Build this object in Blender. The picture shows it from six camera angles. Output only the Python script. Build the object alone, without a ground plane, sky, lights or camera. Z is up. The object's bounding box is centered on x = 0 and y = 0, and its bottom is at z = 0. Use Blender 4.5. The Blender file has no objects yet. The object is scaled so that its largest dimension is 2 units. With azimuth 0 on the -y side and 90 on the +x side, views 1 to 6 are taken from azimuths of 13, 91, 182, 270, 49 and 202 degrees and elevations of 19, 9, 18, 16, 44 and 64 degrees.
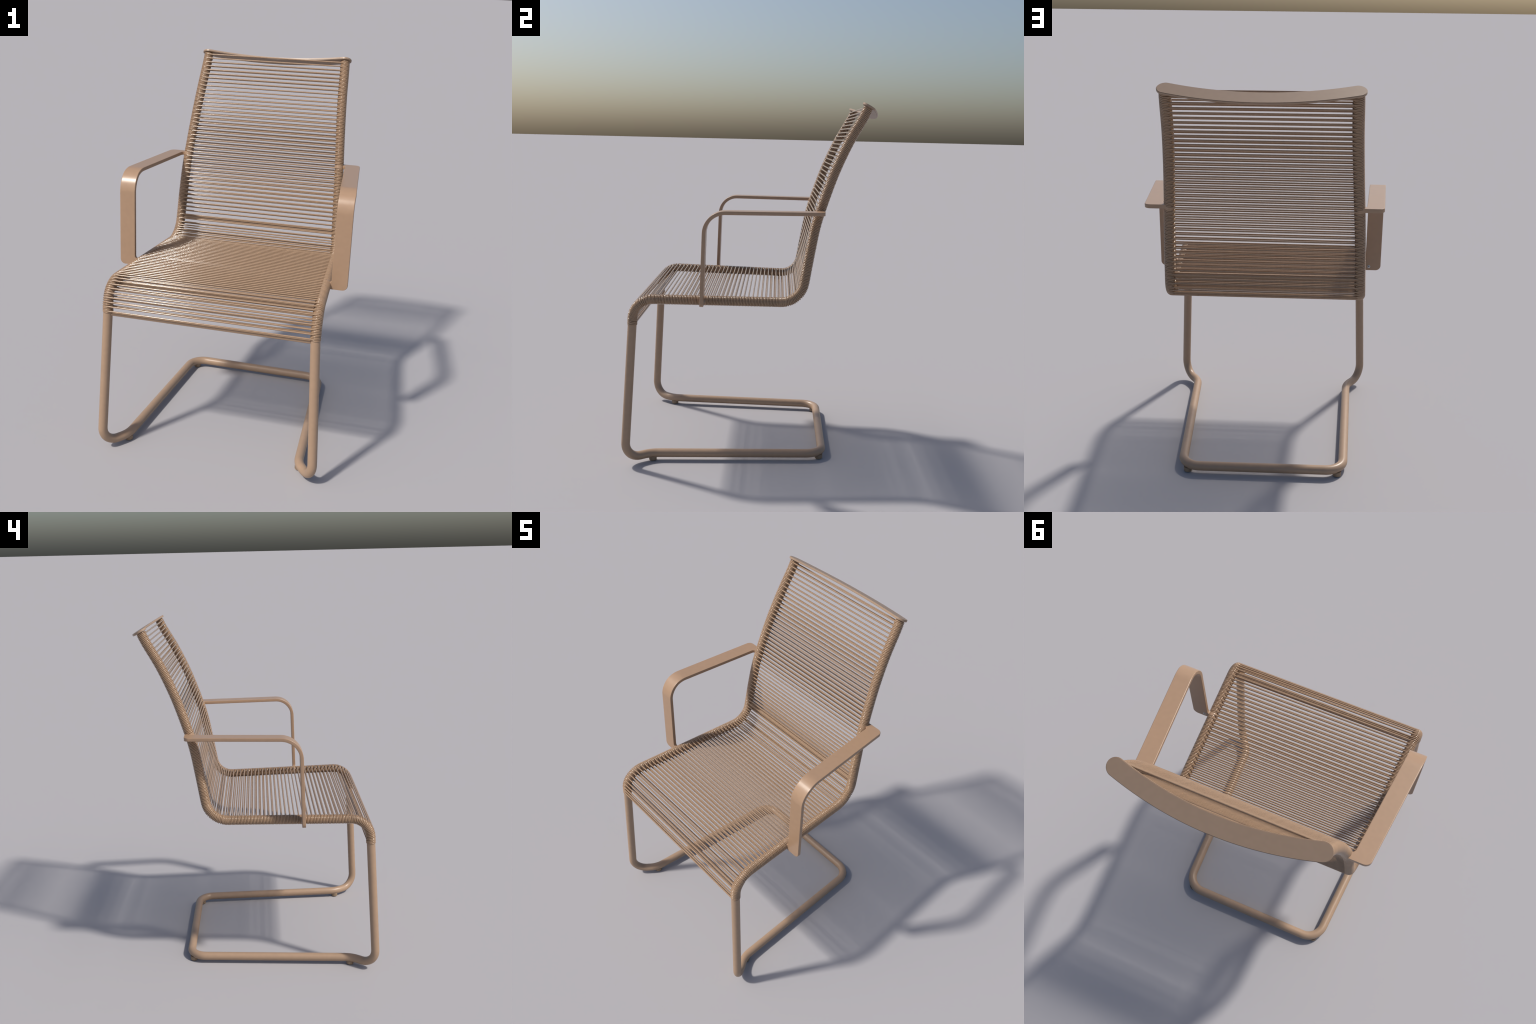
import bpy, bmesh, math, random
import numpy as np
from mathutils import Vector, Matrix

# ------------------------------------------------------------------ sizes (metres, 2 m tall frame)
TUBE_R = 0.0240          # bare steel tube
CORD_R = 0.0040          # round plastic cord
WRAP_R = 0.0235          # radius on which the cord centre winds round the tube
RAIL_Z = 0.0385           # height of the floor rails (tube centre)
SEAT_FRONT = Vector((0.529, -0.630, 0.931))
SEAT_REAR = Vector((0.474, 0.2705, 0.920))

# ------------------------------------------------------------------ materials
def coat_material(name, rgb, rough, coat=0.0, vary=0.05, bump=0.0, scale=40.0):
    m = bpy.data.materials.new(name)
    m.use_nodes = True
    nt = m.node_tree
    b = nt.nodes["Principled BSDF"]
    tc = nt.nodes.new("ShaderNodeTexCoord")
    nz = nt.nodes.new("ShaderNodeTexNoise")
    nz.inputs["Scale"].default_value = scale
    nz.inputs["Detail"].default_value = 4.0
    nt.links.new(tc.outputs["Object"], nz.inputs["Vector"])
    rp = nt.nodes.new("ShaderNodeValToRGB")
    lo = [c * (1 - vary) for c in rgb] + [1]
    hi = [c * (1 + vary) for c in rgb] + [1]
    rp.color_ramp.elements[0].position = 0.35
    rp.color_ramp.elements[1].position = 0.65
    rp.color_ramp.elements[0].color = lo
    rp.color_ramp.elements[1].color = hi
    nt.links.new(nz.outputs["Fac"], rp.inputs["Fac"])
    nt.links.new(rp.outputs["Color"], b.inputs["Base Color"])
    b.inputs["Roughness"].default_value = rough
    b.inputs["Coat Weight"].default_value = coat
    b.inputs["Coat Roughness"].default_value = 0.15
    if bump > 0:
        fine = nt.nodes.new("ShaderNodeTexNoise")
        fine.inputs["Scale"].default_value = 900.0
        nt.links.new(tc.outputs["Object"], fine.inputs["Vector"])
        bp = nt.nodes.new("ShaderNodeBump")
        bp.inputs["Strength"].default_value = bump
        bp.inputs["Distance"].default_value = 0.0005
        nt.links.new(fine.outputs["Fac"], bp.inputs["Height"])
        nt.links.new(bp.outputs["Normal"], b.inputs["Normal"])
    return m

MAT_TUBE = coat_material("beige_powder_coat", (0.375, 0.252, 0.165), 0.38, vary=0.02, bump=0.05)
MAT_ARM = coat_material("beige_arm_coat", (0.372, 0.240, 0.152), 0.30, vary=0.02, bump=0.05)
MAT_CORD = coat_material("brown_plastic_cord", (0.325, 0.213, 0.133), 0.125, vary=0.05, scale=25.0)
MAT_RAIL = coat_material("rail_darker_greyer_beige", (0.335, 0.232, 0.158), 0.40, vary=0.02, bump=0.05)  # a little darker and greyer than the frame beige, set by eye to the rail plate's look in the views
MAT_FOOT = coat_material("brown_rubber_foot", (0.26, 0.18, 0.115), 0.5, vary=0.03)
MAT_BOLT = coat_material("grey_zinc", (0.50, 0.51, 0.52), 0.35, vary=0.04)
MAT_BOLT.node_tree.nodes["Principled BSDF"].inputs["Metallic"].default_value = 0.6
MAT_SLOT = coat_material("dark_recess", (0.06, 0.055, 0.05), 0.7, vary=0.02)

# ------------------------------------------------------------------ mesh helpers
COLL = bpy.context.scene.collection

def mesh_object(name, verts, faces, mat, parent=None, smooth=True, sharp=None):
    me = bpy.data.meshes.new(name)
    me.from_pydata([tuple(v) for v in verts], [], faces)
    me.update()
    if smooth:
        me.shade_smooth()
    me.materials.append(mat)
    if sharp is not None:
        me.set_sharp_from_angle(angle=math.radians(sharp))
    ob = bpy.data.objects.new(name, me)
    COLL.objects.link(ob)
    if parent is not None:
        ob.parent = parent
    return ob

def sweep_arrays(path, radius, sides, caps=True, base=0):
    """Round tube along a list of points (rotation-minimising frames)."""
    P = np.asarray(path, float)
    T = np.gradient(P, axis=0)
    T /= np.linalg.norm(T, axis=1)[:, None]
    ref = np.array([1.0, 0, 0]) if abs(T[0][0]) < 0.8 else np.array([0, 0, 1.0])
    u = np.cross(T[0], ref); u /= np.linalg.norm(u)
    a = np.linspace(0, 2 * math.pi, sides, endpoint=False)
    ca, sa = np.cos(a)[:, None], np.sin(a)[:, None]
    rings = []
    for i in range(len(P)):
        u = u - T[i] * (u @ T[i]); u /= np.linalg.norm(u)
        v = np.cross(T[i], u)
        rings.append(P[i] + radius * (ca * u + sa * v))
    V = np.concatenate(rings)
    F = []
    n = len(P)
    for i in range(n - 1):
        for j in range(sides):
            k = (j + 1) % sides
            F.append((base + i*sides + j, base + i*sides + k, base + (i+1)*sides + k, base + (i+1)*sides + j))
    if caps:
        F.append(tuple(base + j for j in reversed(range(sides))))
        F.append(tuple(base + (n-1)*sides + j for j in range(sides)))
    return V, F

def tube(name, path, radius, mat, parent, sides=24):
    V, F = sweep_arrays(path, radius, sides)
    return mesh_object(name, V, F, mat, parent, sharp=60)

def fillet_path(corners, seg_arc=14):
    """corners: list of (point, tangent length). Straight runs joined by circular bends."""
    pts = [Vector(c[0]) for c in corners]
    out = [pts[0]]
    for i in range(1, len(pts) - 1):
        p, t = pts[i], corners[i][1]
        if t <= 0:
            out.append(p); continue
        d0 = (pts[i-1] - p).normalized()
        d1 = (pts[i+1] - p).normalized()
        ang = d0.angle(d1)
        R = t * math.tan(ang / 2)
        cen = p + (d0 + d1).normalized() * (R / math.sin(ang / 2))
        a0 = (p + d0*t) - cen
        turn = math.pi - ang
        axis = a0.cross((p + d1*t) - cen).normalized()
        for k in range(seg_arc + 1):
            out.append(cen + Matrix.Rotation(turn * k / seg_arc, 3, axis) @ a0)
    out.append(pts[-1])
    return out

def spline(points, n):
    """Catmull-Rom through control points."""
    P = [np.array(p, float) for p in points]
    P = [2*P[0]-P[1]] + P + [2*P[-1]-P[-2]]
    out = []
    for i in range(1, len(P)-2):
        for k in range(n):
            t = k / n
            a, b, c, d = P[i-1:i+3]
            out.append(0.5*((2*b)+(c-a)*t+(2*a-5*b+4*c-d)*t*t+(3*b-a-3*c+d)*t**3))
    out.append(P[-2])
    return out

def resample(path, step):
    P = np.array([tuple(p) for p in path])
    L = np.concatenate([[0], np.cumsum(np.linalg.norm(np.diff(P, axis=0), axis=1))])
    n = max(2, int(round(L[-1] / step)) + 1)
    s = np.linspace(0, L[-1], n)
    return np.stack([np.interp(s, L, P[:, k]) for k in range(3)], 1), s

def mirror_x(path):
    return [Vector((-p[0], p[1], p[2])) for p in path]

# ------------------------------------------------------------------ the chair
chair = bpy.data.objects.new("cantilever_armchair", None)
COLL.objects.link(chair)
chair["label"] = "beige tubular cantilever armchair strung with brown plastic cord"
chair["category"] = "chair"

# side line of the back (control points, from the top rail down to the lumbar bend)
BACK = [(0.4075, 0.6030, 1.9710), (0.4110, 0.5775, 1.9160), (0.4190, 0.5050, 1.7840),
        (0.4300, 0.4395, 1.6370), (0.4415, 0.3880, 1.4920), (0.4530, 0.3440, 1.3450),
        (0.4620, 0.3165, 1.2000), (0.4680, 0.2935, 1.0600)]
back_curve = spline(BACK, 10)
LEG_WRAP_END = Vector((0.528, -0.6360, 0.789))

upper = fillet_path([(p, 0) for p in back_curve] +
                    [(SEAT_REAR, 0.106), (SEAT_FRONT, 0.108), (LEG_WRAP_END - Vector((0, 0.0006, 0.014)), 0)], 18)
UP, US = resample(upper, 0.004)
US_LEN = US[-1]

# lower frame: leg, foot bend, floor rail, rear rail, mirrored
half = [(LEG_WRAP_END + Vector((0, 0, 0.006)), 0), (Vector((0.5640, -0.6735, RAIL_Z)), 0.094),
        (Vector((0.4690, -0.5450, RAIL_Z)), 0.045), (Vector((0.4150, 0.4170, RAIL_Z)), 0.090)]
other = [(Vector((-p.x, p.y, p.z)), t) for p, t in reversed(half)]
base_path, _ = resample(fillet_path(half + other, 18), 0.012)
tube("leg_and_floor_frame", base_path, TUBE_R, MAT_TUBE, chair, 28)

for side in (1, -1):
    path = [(side*p[0], p[1], p[2]) for p in UP[::3]] + [(side*UP[-1][0], UP[-1][1], UP[-1][2])]
    tube("side_tube", path, 0.0222, MAT_TUBE, chair, 24)

# feet
def foot(x, y):
    bm = bmesh.new()
    bmesh.ops.create_cone(bm, cap_ends=True, segments=28, radius1=0.0215, radius2=0.0215, depth=0.024)
    bmesh.ops.translate(bm, verts=bm.verts, vec=(0, 0, 0.012))
    ed = [e for e in bm.edges if all(v.co.z < 0.001 for v in e.verts)]
    bmesh.ops.bevel(bm, geom=ed, offset=0.003, segments=2, affect='EDGES')
    me = bpy.data.meshes.new("foot")
    bm.to_mesh(me); bm.free()
    me.shade_smooth(); me.set_sharp_from_angle(angle=math.radians(40))
    me.materials.append(MAT_FOOT)
    return me
FOOT = foot(0, 0)
for x, y in ((0.472, -0.533), (-0.472, -0.533), (0.388, 0.401), (-0.388, 0.401)):
    ob = bpy.data.objects.new("foot", FOOT)
    COLL.objects.link(ob); ob.location = (x, y, 0.0); ob.parent = chair

# ------------------------------------------------------------------ frames along the corded part
TAN = np.gradient(UP, axis=0); TAN /= np.linalg.norm(TAN, axis=1)[:, None]
XH = np.array([1.0, 0, 0])
NRM = np.cross(XH, TAN)                      # towards the sitter
NRM /= np.linalg.norm(NRM, axis=1)[:, None]
if NRM[len(NRM)//2][2] < 0:
    NRM = -NRM
OUT = np.cross(TAN, NRM); OUT /= np.linalg.norm(OUT, axis=1)[:, None]
if OUT[0][0] < 0:
    OUT = -OUT

def at(s, arr):
    return np.stack([np.interp(s, US, arr[:, k]) for k in range(3)], -1)

# Spacing of the strands along the side tube: even on the back, crowded in the
# lumbar bend, even again on the seat and slightly tighter over the front edge.
# (strand number, distance from the top end of the tube)
SPACING = [(1, 0.0150), (31, 0.7460), (41, 0.9965), (42, 1.0210), (43, 1.0445), (44, 1.0615), (45, 1.0805),
           (46, 1.0990), (47, 1.1150), (48, 1.1305), (49, 1.1495), (50, 1.1700), (51, 1.1910), (52, 1.2145),
           (55, 1.2875), (66, 1.5540), (68, 1.5995), (78, 1.8410), (79, 1.8640), (81, 1.9050), (83, 1.9430),
           (88, 2.0420), (89, 2.0665)]
# the rear (under-side) strands leave a little further on than the front ones
REAR_SPACING = [(1, 0.0225), (25, 0.6100), (31, 0.7575), (37, 0.9060), (40, 0.9780), (41, 1.0020), (42, 1.0255),
                (43, 1.0490), (44, 1.0660), (45, 1.0870), (46, 1.1060), (47, 1.1225), (48, 1.1380), (49, 1.1570),
                (50, 1.1770), (51, 1.1980), (52, 1.2215), (55, 1.2940), (66, 1.5605), (68, 1.6060), (78, 1.8475),
                (79, 1.8700), (82, 1.9290), (88, 2.0530), (89, 2.0720)]
# the winding runs slightly skewed: how much further on the strands sit on the -x tube
SKEW = [(1, -0.0030), (13, 0.0000), (25, 0.0035), (40, 0.0020), (46, -0.0010), (55, 0.0000), (66, 0.0012),
        (68, 0.0065), (79, 0.0085), (83, 0.0040), (89, 0.0020)]
UNITS = 89
def table(tab, k):
    return float(np.interp(k + 1, [p[0] for p in tab], [p[1] for p in tab]))
def front_s(k, side):
    return table(SPACING, k) + (table(SKEW, k) if side < 0 else 0.0)
def rear_s(k, side):
    return table(REAR_SPACING, k) + (table(SKEW, k) if side < 0 else 0.0)
def pitch_at(k, side):
    return front_s(k + 1, side) - front_s(k, side) if k < UNITS - 1 else 0.020

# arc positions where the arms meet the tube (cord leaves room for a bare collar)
def s_near(y=None, z=None, lo=0.0, hi=9.0):
    best = min((abs((UP[i][1]-y) if y is not None else (UP[i][2]-z)), US[i])
               for i in range(len(US)) if lo <= US[i] <= hi)
    return best[1]
S_ARM_BACK = s_near(z=1.408, hi=0.8)
S_ARM_SEAT = s_near(y=-0.252, lo=1.2)

def helix(s0, phi0, phi1, ds):
    n = max(6, int(abs(phi1 - phi0) / math.radians(15)))
    t = np.linspace(0, 1, n + 1)
    s = s0 + ds * t
    ph = phi0 + (phi1 - phi0) * t
    c = at(s, UP); N = at(s, NRM); O = at(s, OUT)
    return c + WRAP_R * (np.cos(ph)[:, None] * N + np.sin(ph)[:, None] * O)

RNG = random.Random(7)
def ring(s, lean):
    """One closed spacing turn of cord, leaning a little along the tube."""
    n = 26
    ph = np.linspace(0, 2 * math.pi, n, endpoint=False)
    ss = s - lean * np.cos(ph)
    c = at(ss, UP); N = at(ss, NRM); O = at(ss, OUT)
    return c + WRAP_R * (np.cos(ph)[:, None] * N + np.sin(ph)[:, None] * O)

def wrap_turns(k, side):
    """Half turn from the front to the rear strand of unit k, and the closed spacing turns."""
    s0, p = front_s(k, side), pitch_at(k, side)
    jit = lambda: RNG.uniform(-0.0003, 0.0003)
    rings = []
    if k < UNITS - 1:
        half = [helix(s0, 0.0, math.pi, rear_s(k, side) - s0)]
        lean = (rear_s(k, side) - s0) / 2
        rings = [ring(s0 + lean + f * p + jit(), lean) for f in ((1/3, 2/3) if p > 0.0197 else (0.5,))]
    else:
        half = []
        rings = [ring(s0, 0.0), ring(s0 + 0.0072, 0.0)]
    if k == 0:
        rings.append(ring(s0 - 0.0050, 0.0030))
    return half, rings

def closed_sweep(P, radius, sides, base):
    n = len(P)
    T = np.roll(P, -1, 0) - np.roll(P, 1, 0); T /= np.linalg.norm(T, axis=1)[:, None]
    cen = P.mean(0)
    a = np.linspace(0, 2 * math.pi, sides, endpoint=False)
    V = []
    for i in range(n):
        u = P[i] - cen; u = u - T[i] * (u @ T[i]); u /= np.linalg.norm(u)
        v = np.cross(T[i], u)
        V.append(P[i] + radius * (np.cos(a)[:, None] * u + np.sin(a)[:, None] * v))
    F = [(base + i*sides + j, base + i*sides + (j+1) % sides,
          base + ((i+1) % n)*sides + (j+1) % sides, base + ((i+1) % n)*sides + j)
         for i in range(n) for j in range(sides)]
    return np.concatenate(V), F

for side in (1, -1):
    AV, AF, base = [], [], 0
    for k in range(UNITS):
        half, rings = wrap_turns(k, side)
        for run in half:
            V, F = sweep_arrays(run * np.array([side, 1, 1]), CORD_R, 8, True, base)
            AV.append(V); AF += F; base += len(V)
        for run in rings:
            V, F = closed_sweep(run * np.array([side, 1, 1]), CORD_R, 8, base)
            AV.append(V); AF += F; base += len(V)
    ob = mesh_object("cord_wrapping", np.concatenate(AV), AF, MAT_CORD, chair)
    ob["kind"] = "stuff"

# strands: one shared unit cylinder along x, scaled to the gap it spans
V, F = sweep_arrays([(-1, 0, 0), (0, 0, 0), (1, 0, 0)], CORD_R, 12, True)
STRAND = bpy.data.meshes.new("cord_strand")
STRAND.from_pydata([tuple(v) for v in V], [], F); STRAND.update(); STRAND.shade_smooth()
STRAND.set_sharp_from_angle(angle=math.radians(60))
STRAND.materials.append(MAT_CORD)
def anchor(s, face, side):
    p = at(np.array([s]), UP)[0] + face * WRAP_R * at(np.array([s]), NRM)[0]
    return Vector((side * p[0], p[1], p[2]))

for k in range(UNITS):
    for where, face in ((front_s, 1.0), (rear_s, -1.0)):
        if k == UNITS - 1 and face < 0:
            continue                                # the cord ends on the front side
        r, l = anchor(where(k, 1), face, 1), anchor(where(k, -1), face, -1)
        ob = bpy.data.objects.new("cord_strand", STRAND)
        COLL.objects.link(ob)
        ob.location = (r + l) / 2
        ob.rotation_mode = 'QUATERNION'
        ob.rotation_quaternion = Vector((1, 0, 0)).rotation_difference(r - l)
        ob.scale = ((r - l).length / 2 + 0.001, 1, 1)
        ob.parent = chair

# ------------------------------------------------------------------ cross bars
def bar(name, y, z, x, r):
    return tube(name, [(-x, y, z), (-x*0.5, y, z), (0, y, z), (x*0.5, y, z), (x, y, z)], r, MAT_TUBE, chair, 20)
bar("front_cross_bar", -0.6400, 0.7765, 0.525, 0.0085)
lum = at(np.array([0.991]), UP)[0]
bar("lumbar_cross_bar", lum[1], lum[2], lum[0], 0.0130)

# ------------------------------------------------------------------ top rail: bowed flat plate with round ends
TILT = math.radians(29.0)
t_up = Vector((0, math.sin(TILT), math.cos(TILT)))          # plate normal
DOWN_BACK = Vector((0, math.cos(TILT), -math.sin(TILT)))    # in the plate, towards the rear
def top_rail():
    half_w, sag, half_len, th = 0.0375, 0.060, 0.4060, 0.0115
    cen = Vector((0, UP[0][1], UP[0][2])) + t_up * 0.000
    n = 48
    spine = []
    for i in range(n + 1):
        x = -half_len + 2*half_len*i/n
        spine.append((x, sag * (1 - (x/half_len)**2)))
    def normal(i):
        x = spine[i][0]
        dx, dd = 1.0, -2*sag*x/half_len**2
        l = math.hypot(dx, dd)
        return (-dd/l, dx/l)
    front = [(p[0]-normal(i)[0]*half_w, p[1]-normal(i)[1]*half_w) for i, p in enumerate(spine)]
    rear = [(p[0]+normal(i)[0]*half_w, p[1]+normal(i)[1]*half_w) for i, p in enumerate(spine)]
    def arc(c, a, b):
        a0 = math.atan2(a[1]-c[1], a[0]-c[0]); 
        return [(c[0]+half_w*math.cos(a0+math.pi*k/16), c[1]+half_w*math.sin(a0+math.pi*k/16)) for k in range(1, 16)]
    outline = front + arc(spine[-1], front[-1], rear[-1]) + rear[::-1] + arc(spine[0], rear[0], front[0])
    bm = bmesh.new()
    lower = [bm.verts.new(Vector((u, 0, 0)) + cen + DOWN_BACK*v) for u, v in outline]
    f = bm.faces.new(lower)
    ret = bmesh.ops.extrude_face_region(bm, geom=[f])
    up = [g for g in ret["geom"] if isinstance(g, bmesh.types.BMVert)]
    bmesh.ops.translate(bm, verts=up, vec=t_up*th)
    bmesh.ops.recalc_face_normals(bm, faces=bm.faces)
    edges = [e for e in bm.edges if len(e.link_faces) == 2 and e.calc_face_angle(0) > 1.0]
    bmesh.ops.bevel(bm, geom=edges, offset=0.002, segments=2, affect='EDGES')
    me = bpy.data.meshes.new("top_rail"); bm.to_mesh(me); bm.free()
    me.shade_smooth(); me.set_sharp_from_angle(angle=math.radians(22))
    me.materials.append(MAT_RAIL)
    ob = bpy.data.objects.new("top_rail", me); COLL.objects.link(ob); ob.parent = chair
top_rail()

# ------------------------------------------------------------------ armrests: one bent flat bar with hooked ends
ARM_W, ARM_T = 0.084, 0.0195
ARM_TOP = 1.4105
def rounded_outline(pts):
    """2-D polygon with rounded corners: (u, v, radius)."""
    out = []
    n = len(pts)
    for i in range(n):
        p = Vector(pts[i][:2]); r = pts[i][2]
        a = (Vector(pts[i-1][:2]) - p).normalized(); b = (Vector(pts[(i+1) % n][:2]) - p).normalized()
        if r <= 0:
            out.append(tuple(p)); continue
        ang = a.angle(b); t = r / math.tan(ang/2)
        c = p + (a+b).normalized() * (r / math.sin(ang/2))
        s = p + a*t - c
        e = p + b*t - c
        turn = math.atan2(s.x*e.y - s.y*e.x, s.dot(e))
        for k in range(9):
            q = turn*k/8
            out.append((c.x + s.x*math.cos(q) - s.y*math.sin(q), c.y + s.x*math.sin(q) + s.y*math.cos(q)))
    return out

def armrest(side):
    # spine in the y-z plane: rear end -> forward -> bend -> down
    spine = fillet_path([(Vector((0, 0.386, ARM_TOP)), 0), (Vector((0, -0.2445, ARM_TOP)), 0.108),
                         (Vector((0, -0.2575, 0.909)), 0)], 20)
    SP, L = resample(spine, 0.006)
    total = L[-1]
    l_bend = 0.386 + 0.2445 - 0.108                 # where the bend begins
    # flat pattern of the bar: u along the bar, v across (x); drawn on the unrolled strip
    def xin(u):
        return 0.4800 + (0.5350 - 0.4800) * min(1, u / (l_bend + 0.06))
    def xout(u):
        return xin(u) + ARM_W
    rows = []
    rc = 0.026          # outer corner radius at both ends
    rf = 0.014          # fillet where the hook leaves the inner edge
    hook_b, hook_s = 0.034, 0.034
    tube_b, tube_s = 0.452, 0.512
    n = int(total / 0.003)
    us = sorted(set([total*i/n for i in range(n+1)] + [rc*(1-math.cos(math.pi/2*k/8)) for k in range(9)]
                + [total - rc*(1-math.cos(math.pi/2*k/8)) for k in range(9)]))
    for u in us:
        a, b = xin(u), xout(u)
        for d in (u, total - u):
            if d < rc:
                b -= rc - math.sqrt(max(0, rc*rc - (rc-d)**2))
        if u <= hook_b: a = tube_b
        elif u < hook_b + rf*1.2:
            d = (u - hook_b) / (rf*1.2); e = 1 - math.sqrt(max(0, 1-(1-d)**2))
            a = a - e * min(rf, a - tube_b)
        d2 = total - u
        if d2 <= hook_s: a = tube_s
        elif d2 < hook_s + rf*1.2:
            d = (d2 - hook_s) / (rf*1.2); e = 1 - math.sqrt(max(0, 1-(1-d)**2))
            a = a - e * min(rf, a - tube_s)
        rows.append((u, a, b))
    Tn = np.gradient(SP, axis=0); Tn /= np.linalg.norm(Tn, axis=1)[:, None]
    Nn = np.cross(np.array([1.0, 0, 0]), Tn)
    if Nn[0][2] < 0: Nn = -Nn
    c = 0.003
    prof = [(0.012, ARM_T/2), (c + 0.0012, ARM_T/2)]                                      # rounded-edge section (across fraction end, offset)
    for k in range(5):
        q = math.pi/2*k/4
        prof.append((c - c*math.sin(q), ARM_T/2 - c + c*math.cos(q)))
    verts, faces = [], []
    for u, a, b in rows:
        p = np.array([np.interp(u, L, SP[:, k]) for k in range(3)])
        nn = np.array([np.interp(u, L, Nn[:, k]) for k in range(3)])
        nn /= np.linalg.norm(nn)
        ring = []
        ring += [(b - i, o) for i, o in prof] + [(b - i, -o) for i, o in reversed(prof)]
        ring += [(a + i, -o) for i, o in prof] + [(a + i, o) for i, o in reversed(prof)]
        for x, o in ring:
            q = p + nn*o
            verts.append((side*x, q[1], q[2]))
    m = 4*len(prof)
    for i in range(len(rows)-1):
        for j in range(m):
            k = (j+1) % m
            f = (i*m+j, (i+1)*m+j, (i+1)*m+k, i*m+k)
            faces.append(f if side > 0 else f[::-1])
    e0 = tuple(range(m)); e1 = tuple((len(rows)-1)*m + j for j in reversed(range(m)))
    faces += [e0, e1] if side > 0 else [e0[::-1], e1[::-1]]
    ob = mesh_object("armrest", verts, faces, MAT_ARM, chair, sharp=45)
    bm = bmesh.new(); bm.from_mesh(ob.data); bmesh.ops.recalc_face_normals(bm, faces=bm.faces)
    bm.to_mesh(ob.data); bm.free()
    return ob

def lathe(name, prof, seg, mat, parent):
    verts, faces = [], []
    for r, h in prof:
        for j in range(seg):
            a = 2*math.pi*j/seg
            verts.append((r*math.cos(a), h, r*math.sin(a)))
    for i in range(len(prof)-1):
        for j in range(seg):
            k = (j+1) % seg
            faces.append((i*seg+j, i*seg+k, (i+1)*seg+k, (i+1)*seg+j))
    faces.append(tuple((len(prof)-1)*seg+j for j in range(seg)))
    ob = mesh_object(name, verts, faces, mat, parent, sharp=45)
    bm = bmesh.new(); bm.from_mesh(ob.data); bmesh.ops.recalc_face_normals(bm, faces=bm.faces)
    bm.to_mesh(ob.data); bm.free()
    return ob

def collar(name, s, parent, width=0.017):
    c, T = at(np.array([s]), UP)[0], at(np.array([s]), TAN)[0]
    V, F = sweep_arrays([c - T*width/2, c - T*width/4, c + T*width/4, c + T*width/2], WRAP_R + CORD_R - 0.0006, 32, True)
    return V, F

for side in (1, -1):
    arm = armrest(side)
    for s in (S_ARM_BACK, S_ARM_SEAT):
        V, F = collar("tube_collar", s, arm)
        V = V * np.array([side, 1, 1])
        F = F if side > 0 else [f[::-1] for f in F]
        mesh_object("tube_collar", V, F, MAT_ARM, arm, sharp=45)
    bolt = lathe("bolt", [(0.0085, 0), (0.0085, 0.0008), (0.0074, 0.0016), (0.0045, 0.0018), (0.0036, 0.0010)], 24, MAT_BOLT, arm)
    bolt.location = (side*0.553, -0.2475, 0.930)
    # cross recess
    bm = bmesh.new()
    for sx, sz in ((0.0052, 0.0014), (0.0014, 0.0052)):
        bmesh.ops.create_cube(bm, size=1, matrix=Matrix.Translation((0, 0.0012, 0)) @ Matrix.Diagonal((sx, 0.0016, sz, 1)))
    me = bpy.data.meshes.new("cross_recess"); bm.to_mesh(me); bm.free(); me.materials.append(MAT_SLOT)
    rec = bpy.data.objects.new("cross_recess", me); COLL.objects.link(rec)
    rec.location = bolt.location; rec.parent = arm
print("path", US_LEN)
